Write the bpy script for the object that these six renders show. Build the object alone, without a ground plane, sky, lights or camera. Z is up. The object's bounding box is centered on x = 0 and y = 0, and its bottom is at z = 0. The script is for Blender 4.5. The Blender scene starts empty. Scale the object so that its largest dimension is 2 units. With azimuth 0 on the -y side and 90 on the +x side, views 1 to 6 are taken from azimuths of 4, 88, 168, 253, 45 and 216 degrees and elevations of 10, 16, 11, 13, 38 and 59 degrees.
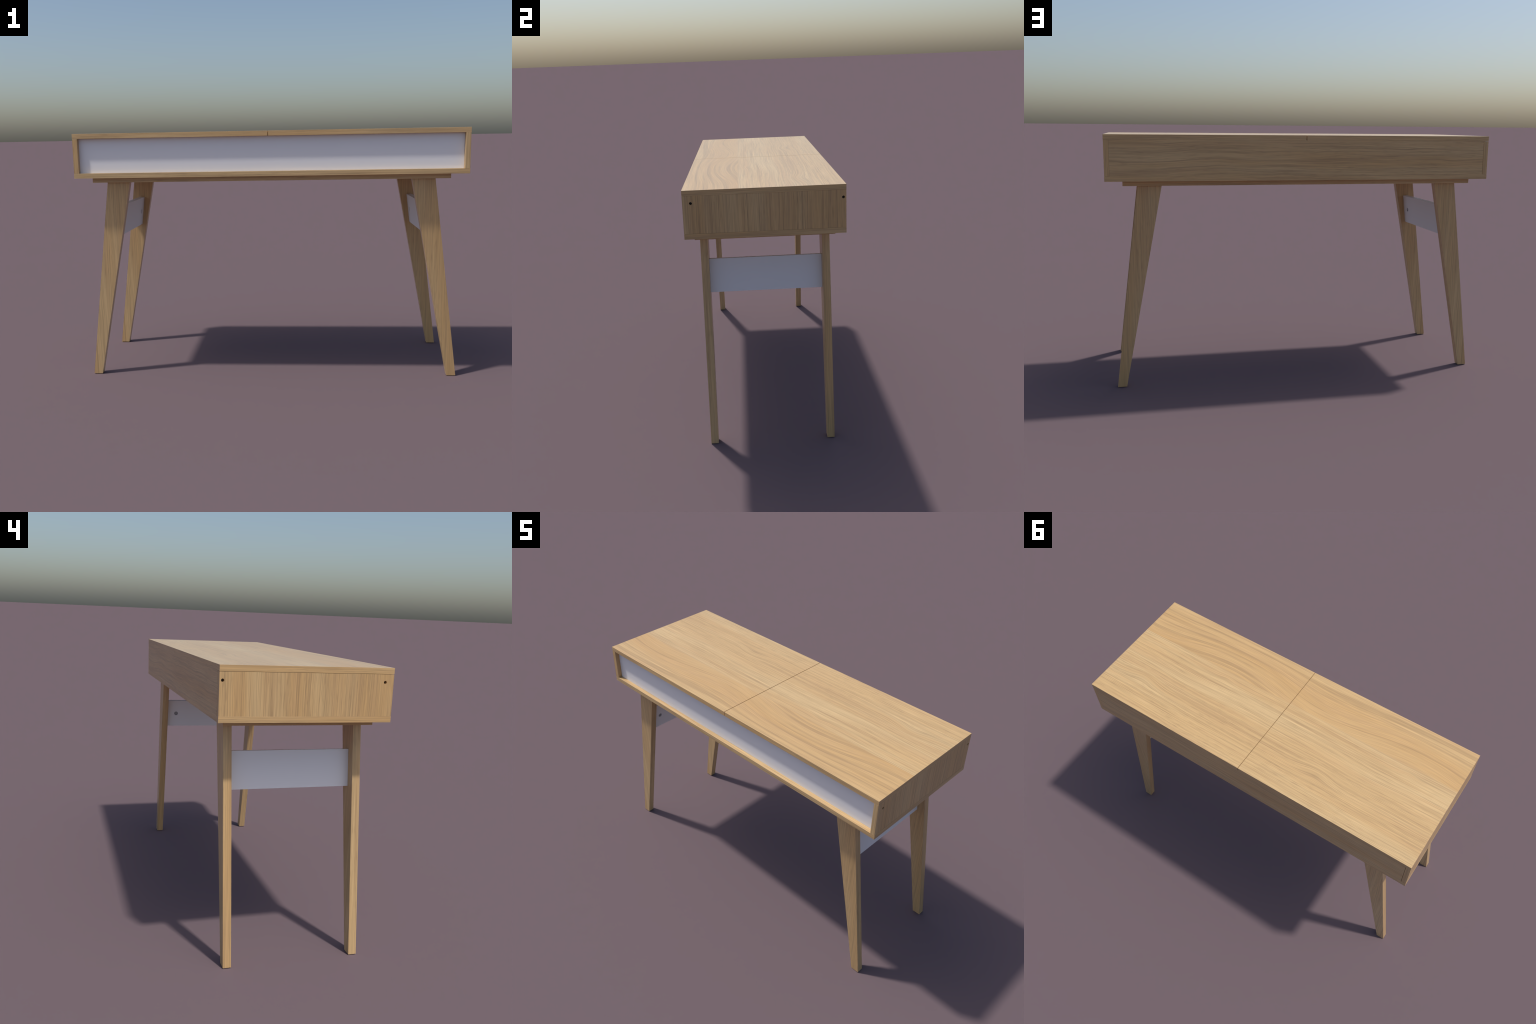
"""Mid-century writing desk: an oak-veneered shallow box on splayed tapered legs,
white lacquered front panel and white cross braces between the legs."""
import bpy, bmesh, math
from mathutils import Vector, Matrix

# ------------------------------------------------------------------ sizes (metres)
HALF_W, HALF_D = 1.0, 0.3709          # box plan
Z_TOP, Z_BOX = 1.2951, 1.0690         # top of desktop, underside of box
T = 0.0250                            # board thickness
Z_BOARD = Z_BOX - T                   # underside of the support board
BOARD_X, BOARD_Y = 0.9165, 0.3305     # support board plan
SEAM = 0.0030                         # slit between the two desktop halves
LEG_Y0, LEG_Y1 = 0.2747, 0.3113       # legs are flat slabs of this depth
LEG_TOP_IN, LEG_TOP_OUT = 0.7262, 0.8435
LEG_FOOT_IN, LEG_FOOT_OUT = 0.9287, 0.9752
FRONT_FACE = -0.3460                  # recessed white panel
BACK_IN = HALF_D - T
SCREW_Z, SCREW_R = 1.2354, 0.0066
REPEAT = 1.134                        # veneer figure repeats along the desktop

# ------------------------------------------------------------------ node helpers
class Graph:
    def __init__(self, name):
        self.mat = bpy.data.materials.new(name)
        self.mat.use_nodes = True
        self.t = self.mat.node_tree
        self.t.nodes.clear()
        self.out = self.t.nodes.new("ShaderNodeOutputMaterial")
        self.bsdf = self.t.nodes.new("ShaderNodeBsdfPrincipled")
        self.t.links.new(self.bsdf.outputs[0], self.out.inputs[0])

    def put(self, sock, v):
        if isinstance(v, bpy.types.NodeSocket):
            self.t.links.new(v, sock)
        else:
            sock.default_value = v

    def m(self, op, a, b=0.0, c=0.0, clamp=False):
        n = self.t.nodes.new("ShaderNodeMath")
        n.operation = op
        n.use_clamp = clamp
        for s, v in zip(n.inputs, (a, b, c)):
            self.put(s, v)
        return n.outputs[0]

    def add(self, *xs):
        r = xs[0]
        for x in xs[1:]:
            r = self.m("ADD", r, x)
        return r

    def mul(self, a, b): return self.m("MULTIPLY", a, b)
    def sub(self, a, b): return self.m("SUBTRACT", a, b)

    def smooth(self, x, lo, hi, a=0.0, b=1.0):
        n = self.t.nodes.new("ShaderNodeMapRange")
        n.interpolation_type = "SMOOTHSTEP"
        for s, v in zip(n.inputs, (x, lo, hi, a, b)):
            self.put(s, v)
        return n.outputs[0]

    def noise(self, x, y, z, detail=1.0, rough=0.5):
        c = self.t.nodes.new("ShaderNodeCombineXYZ")
        for s, v in zip(c.inputs, (x, y, z)):
            self.put(s, v)
        n = self.t.nodes.new("ShaderNodeTexNoise")
        n.inputs["Scale"].default_value = 1.0
        n.inputs["Detail"].default_value = detail
        n.inputs["Roughness"].default_value = rough
        self.t.links.new(c.outputs[0], n.inputs["Vector"])
        return n.outputs["Fac"]

    def mix(self, f, a, b, mode="MIX"):
        n = self.t.nodes.new("ShaderNodeMix")
        n.data_type = "RGBA"
        n.blend_type = mode
        self.put(n.inputs["Factor"], f)
        self.put(n.inputs[6], a)
        self.put(n.inputs[7], b)
        return n.outputs[2]

    def xyz(self):
        tc = self.t.nodes.new("ShaderNodeTexCoord")
        s = self.t.nodes.new("ShaderNodeSeparateXYZ")
        self.t.links.new(tc.outputs["Object"], s.inputs[0])
        return s.outputs

    def bump(self, h, strength, dist):
        b = self.t.nodes.new("ShaderNodeBump")
        b.inputs["Strength"].default_value = strength
        b.inputs["Distance"].default_value = dist
        self.t.links.new(h, b.inputs["Height"])
        self.t.links.new(b.outputs[0], self.bsdf.inputs["Normal"])


OAK_PALE = (0.640, 0.455, 0.235, 1)
OAK_TAN = (0.575, 0.355, 0.152, 1)
OAK_ROSE = (0.560, 0.358, 0.172, 1)
OAK_ROUGH = 0.28
OAK_DARK = (0.290, 0.185, 0.095, 1)


def oak(name, grain, seed, across=(1.0, 1.0), wave=0.010, tan=0.5, figure=False, rings=95.0,
        lean=0.0, contrast=1.0):
    """Oak veneer; `grain` is the axis the fibres run along, the other two
    axes (weighted by `across`) give the position across the growth rings."""
    G = Graph(name)
    p = G.xyz()
    ax = "XYZ".index(grain)
    o = [i for i in range(3) if i != ax]
    a = p[ax]
    g = G.add(G.mul(p[o[0]], across[0]), G.mul(p[o[1]], across[1]), G.mul(a, lean))
    s = float(seed)
    # slow waviness of the fibres
    w1 = G.sub(G.noise(G.mul(a, 1.5), G.mul(g, 5.0), s, 1.0), 0.5)
    w2 = G.sub(G.noise(G.mul(a, 6.0), G.mul(g, 18.0), s + 3.1, 1.0), 0.5)
    warp = G.add(G.mul(w1, wave * 2.2), G.mul(w2, wave * 0.6))
    front = back = None
    if figure:
        # front leaf: plain-sawn cathedral arcs, cut off straight at the leaf joint
        u = G.sub(p[0], 0.38)
        arc = G.mul(G.sub(1.0, G.m("COSINE", G.mul(u, 2 * math.pi / REPEAT))), 0.036)
        arc = G.mul(arc, G.smooth(p[1], -0.38, -0.13, 0.10, 1.0))
        edge = G.add(p[1], 0.115, G.mul(w2, 0.012))
        front = G.smooth(edge, -0.004, 0.004, 1.0, 0.0)
        back = G.sub(1.0, front)

        # rear leaf: swirls round small knots, once per repeat of the figure
        def swirl(cx, cy, rx, ry, amp):
            du = G.m("WRAP", G.sub(p[0], cx), REPEAT / 2, -REPEAT / 2)
            e = G.add(G.m("POWER", G.m("ABSOLUTE", G.m("DIVIDE", du, rx)), 2.0),
                      G.m("POWER", G.m("ABSOLUTE", G.m("DIVIDE", G.sub(p[1], cy), ry)), 2.0))
            return G.mul(G.m("EXPONENT", G.mul(e, -1.0)), amp)
        eye = G.add(swirl(0.78, 0.170, 0.10, 0.045, 0.024), swirl(0.387, -0.072, 0.045, 0.025, 0.010),
                    swirl(0.55, 0.060, 0.20, 0.070, -0.010))
        warp = G.add(warp, G.mul(front, G.mul(arc, -1.0)), G.mul(back, eye))
    h = G.add(g, warp)
    broad = G.noise(G.mul(a, 0.8), G.mul(h, 11.0), s + 7.7, 2.0, 0.55)
    hue = G.noise(G.mul(a, 1.4), G.mul(h, 38.0), s + 12.3, 1.0)
    ring = G.noise(G.mul(a, 1.8), G.mul(h, rings), s + 20.5, 1.0, 0.6)
    streak = G.noise(G.mul(a, 4.0), G.mul(h, 290.0), s + 31.0, 2.0, 0.65)
    dash = G.noise(G.mul(a, 15.0), G.mul(h, 240.0), s + 43.0, 1.0)
    dash_zone = G.noise(G.mul(a, 2.0), G.mul(h, 16.0), s + 57.0, 1.0)

    tone = G.m("ADD", G.mul(G.smooth(broad, 0.34, 0.66), 0.60), tan - 0.30, clamp=True)
    if figure:
        tone = G.m("ADD", G.mul(tone, G.sub(0.70, G.mul(front, 0.25))), G.mul(front, G.smooth(p[1], -0.36, -0.25, 0.25, 0.60)), clamp=True)
    col = G.mix(tone, OAK_PALE, OAK_TAN)
    col = G.mix(G.mul(G.smooth(hue, 0.48, 0.70), 0.60), col, OAK_ROSE)
    # late-wood lines, fine fibre streaks and open pores
    line = G.smooth(ring, 0.44, 0.66)
    if figure:
        wide = G.noise(G.mul(a, 0.7), G.mul(h, 42.0), s + 66.0, 1.0)
        line = G.add(G.mul(line, G.sub(1.0, G.mul(front, 0.65))), G.mul(front, G.smooth(wide, 0.52, 0.62)))
    pore = G.mul(G.smooth(dash, 0.54, 0.68), G.smooth(dash_zone, 0.36, 0.58, 0.25, 1.0))
    if figure:
        # pores are boldest toward the back edge and nearly absent in the front leaf
        pore = G.mul(pore, G.mul(G.sub(1.0, G.mul(front, 0.8)), G.smooth(p[1], -0.05, 0.30, 0.6, 1.25)))
    dark = G.add(G.mul(line, 0.26 * contrast), G.mul(G.smooth(streak, 0.42, 0.70), 0.26 * contrast),
                 G.mul(pore, 0.19 * contrast))
    col = G.mix(dark, col, OAK_DARK)
    k = G.add(0.995, G.mul(G.smooth(streak, 0.50, 0.26), 0.10 * contrast))
    n = G.t.nodes.new("ShaderNodeVectorMath")
    n.operation = "SCALE"
    G.t.links.new(col, n.inputs[0])
    G.t.links.new(k, n.inputs["Scale"])
    G.t.links.new(n.outputs[0], G.bsdf.inputs["Base Color"])
    G.put(G.bsdf.inputs["Roughness"], OAK_ROUGH)
    G.bsdf.inputs["Specular IOR Level"].default_value = 0.5
    return G.mat


def plain(name, color, rough, metallic=0.0, mottled=0.0):
    G = Graph(name)
    p = G.xyz()
    f = G.noise(G.mul(p[0], 6.0), G.mul(p[1], 6.0), G.mul(p[2], 6.0), 2.0)
    lo = tuple(c * (1 - mottled) for c in color) + (1,)
    col = G.mix(f, lo, tuple(color) + (1,))
    G.t.links.new(col, G.bsdf.inputs["Base Color"])
    G.bsdf.inputs["Roughness"].default_value = rough
    G.bsdf.inputs["Metallic"].default_value = metallic
    return G.mat


OAK_TOP = oak("oak_desktop", "X", 1.0, figure=True, tan=0.45, wave=0.0055, rings=180.0, contrast=1.1)
OAK_LONG = oak("oak_long_grain", "X", 11.0, tan=0.50, wave=0.006, rings=120.0, contrast=1.1)
OAK_BAND = oak("oak_edge_band", "Y", 21.0, tan=0.55, wave=0.004, rings=120.0, contrast=1.1)
OAK_BACK = oak("oak_back", "X", 5.0, wave=0.024, tan=0.55, rings=120.0, contrast=1.2)
OAK_SIDE = oak("oak_side", "Z", 33.0, tan=0.52, wave=0.005, rings=140.0, contrast=1.25)
OAK_LEG = oak("oak_leg", "Z", 47.0, tan=0.45, wave=0.009, rings=170.0, across=(1.0, 0.0), contrast=1.0)
OAK_LEG_EDGE = oak("oak_leg_edge", "Z", 52.0, tan=0.50, wave=0.003, rings=120.0, across=(0.0, 1.0), contrast=1.15)
WHITE = plain("white_lacquer", (0.80, 0.80, 0.815), 0.45, mottled=0.015)
HOLE_BLACK = plain("painted_hole_dark", (0.05, 0.05, 0.055), 0.45, metallic=0.6, mottled=0.3)  # near-black paint for the unlit depth of the side-panel holes
GREY = plain("shade_painted_grey", (0.36, 0.36, 0.37), 0.5, metallic=0.0, mottled=0.2)  # white floor of the brace holes, greyed for the shade inside the recess

# ------------------------------------------------------------------ mesh helpers
desk = bpy.data.objects.new("writing_desk", None)
bpy.context.scene.collection.objects.link(desk)
desk["label"] = "light oak writing desk with white front panel and splayed tapered legs"
desk["category"] = "desk"


def publish(name, bm, materials, parent=None, bevel=0.0003, end_axis=None):
    if bevel:
        sharp = [e for e in bm.edges if len(e.link_faces) == 2 and e.calc_face_angle(0) > 0.6]
        bmesh.ops.bevel(bm, geom=sharp, offset=bevel, segments=1, affect="EDGES")
    bmesh.ops.recalc_face_normals(bm, faces=bm.faces)
    for f in bm.faces:
        f.smooth = False
        if end_axis is not None and abs(f.normal[end_axis]) > 0.9:
            f.material_index = 1
        elif len(materials) > 2 and f.normal.y > 0.9:
            f.material_index = 2
        elif len(materials) > 3 and f.normal.y < -0.9:
            f.material_index = 3
    me = bpy.data.meshes.new(name)
    bm.to_mesh(me)
    bm.free()
    for m in materials:
        me.materials.append(m)
    ob = bpy.data.objects.new(name, me)
    bpy.context.scene.collection.objects.link(ob)
    ob.parent = parent or desk
    return ob


def box(lo, hi):
    bm = bmesh.new()
    bmesh.ops.create_cube(bm, size=1.0)
    lo, hi = Vector(lo), Vector(hi)
    for v in bm.verts:
        v.co = Vector(lo[i] + (v.co[i] + 0.5) * (hi[i] - lo[i]) for i in range(3))
    return bm


def prism(profile, y0, y1):
    """Extrude an (x, z) polygon between two y planes."""
    bm = bmesh.new()
    a = [bm.verts.new((x, y0, z)) for x, z in profile]
    b = [bm.verts.new((x, y1, z)) for x, z in profile]
    bm.faces.new(a)
    bm.faces.new(b[::-1])
    n = len(a)
    for i in range(n):
        bm.faces.new((a[i], b[i], b[(i + 1) % n], a[(i + 1) % n]))
    return bm


def cylinder(radius, depth, matrix, rounded=0.0):
    bm = bmesh.new()
    bmesh.ops.create_cone(bm, cap_ends=True, segments=32, radius1=radius, radius2=radius - rounded,
                          depth=depth, matrix=matrix)
    return bm


def drill(ob, radius, depth, centre, direction):
    """Blind round hole: boolean difference, applied at once."""
    rot = Vector(direction).to_track_quat("Z", "Y").to_matrix().to_4x4()
    bm = cylinder(radius, depth * 2, Matrix.Translation(centre) @ rot)
    me = bpy.data.meshes.new("drill")
    bm.to_mesh(me)
    bm.free()
    cutter = bpy.data.objects.new("drill", me)
    bpy.context.scene.collection.objects.link(cutter)
    mod = ob.modifiers.new("hole", "BOOLEAN")
    mod.operation = "DIFFERENCE"
    mod.solver = "EXACT"
    mod.object = cutter
    dg = bpy.context.evaluated_depsgraph_get()
    new = bpy.data.meshes.new_from_object(ob.evaluated_get(dg))
    ob.modifiers.clear()
    ob.data = new
    bpy.data.objects.remove(cutter)
    bpy.data.meshes.remove(me)


def aim(centre, direction):
    return Matrix.Translation(centre) @ Vector(direction).to_track_quat("Z", "Y").to_matrix().to_4x4()


# ------------------------------------------------------------------ the box
GAP = 0.0002
z_under_top = Z_TOP - T
z_floor = Z_BOX + T
for s in (-1, 1):
    x0, x1 = sorted((s * SEAM / 2, s * HALF_W))
    publish("desktop_panel", box((x0, -HALF_D, z_under_top), (x1, HALF_D, Z_TOP)),
            [OAK_TOP, OAK_BAND, OAK_BACK, OAK_LONG], end_axis=0)
publish("bottom_panel", box((-HALF_W, -HALF_D, Z_BOX), (HALF_W, HALF_D, z_floor)),
        [OAK_LONG, OAK_BAND, OAK_BACK], end_axis=0)

for s in (-1, 1):
    x_out, x_in = s * (HALF_W - 0.0005), s * (HALF_W - T - 0.0002)
    # the sides sit between the panels, one a hair low, the other a hair high
    lo = z_floor + (0.0005 if s > 0 else GAP)
    hi = z_under_top - (0.0013 if s < 0 else GAP)
    x0, x1 = sorted((x_out, x_in))
    side = publish("side_panel", box((x0, -HALF_D, lo), (x1, HALF_D - 0.0003, hi)), [OAK_SIDE])
    for y in (-0.3328, 0.3575):
        drill(side, SCREW_R, 0.020, (x_out, y, SCREW_Z), (s, 0, 0))
        publish("hole_darkness_disc", cylinder(SCREW_R - 0.0006, 0.004, aim((s * (HALF_W - 0.0185), y, SCREW_Z), (s, 0, 0))),
                [HOLE_BLACK], parent=side, bevel=0.0004)

x_side = HALF_W - T - 0.0002
publish("front_panel", box((-x_side + GAP, FRONT_FACE, z_floor + GAP), (x_side - GAP, FRONT_FACE + T, z_under_top - GAP)),
        [WHITE])
publish("back_panel", box((-x_side + 0.0016, BACK_IN, z_floor + 0.0001), (x_side - 0.0002, HALF_D - 0.0001, z_under_top - 0.0001)),
        [OAK_BACK], bevel=0.0002)

# ------------------------------------------------------------------ under-frame
publish("support_board", box((-BOARD_X, -BOARD_Y, Z_BOARD), (BOARD_X, BOARD_Y, Z_BOX - 0.0003)),
        [OAK_LONG, OAK_BAND], end_axis=0)

for sx in (-1, 1):
    for sy in (-1, 1):
        prof = [(sx * LEG_FOOT_IN, 0.0), (sx * LEG_FOOT_OUT, 0.0),
                (sx * LEG_TOP_OUT, Z_BOARD - 0.0002), (sx * LEG_TOP_IN, Z_BOARD - 0.0002)]
        y0, y1 = sorted((sy * LEG_Y0, sy * LEG_Y1))
        publish("leg", prism(prof, y0, y1), [OAK_LEG, OAK_LEG_EDGE], end_axis=0)
    # white brace between the legs, leaning with them
    top_out, foot_out = Vector((0.8134, 0.9190)), Vector((0.8336, 0.7542))
    down = (foot_out - top_out).normalized()
    inward = Vector((down.y, -down.x))
    prof = [top_out, foot_out, foot_out + inward * T, top_out + inward * T]
    brace = publish("cross_brace", prism([(sx * q.x, q.y) for q in prof], -LEG_Y0 + GAP, LEG_Y0 - GAP), [WHITE])
    mid = (prof[2] + prof[3]) / 2
    n = Vector((sx * inward.x, 0, inward.y))
    for y in (-0.2175, 0.2175):
        c = Vector((sx * mid.x, y, mid.y))
        drill(brace, 0.0122, 0.010, c, n)
        publish("painted_shade_disc", cylinder(0.0114, 0.004, aim(c - n * 0.0078, n)), [GREY], parent=brace, bevel=0.0005)
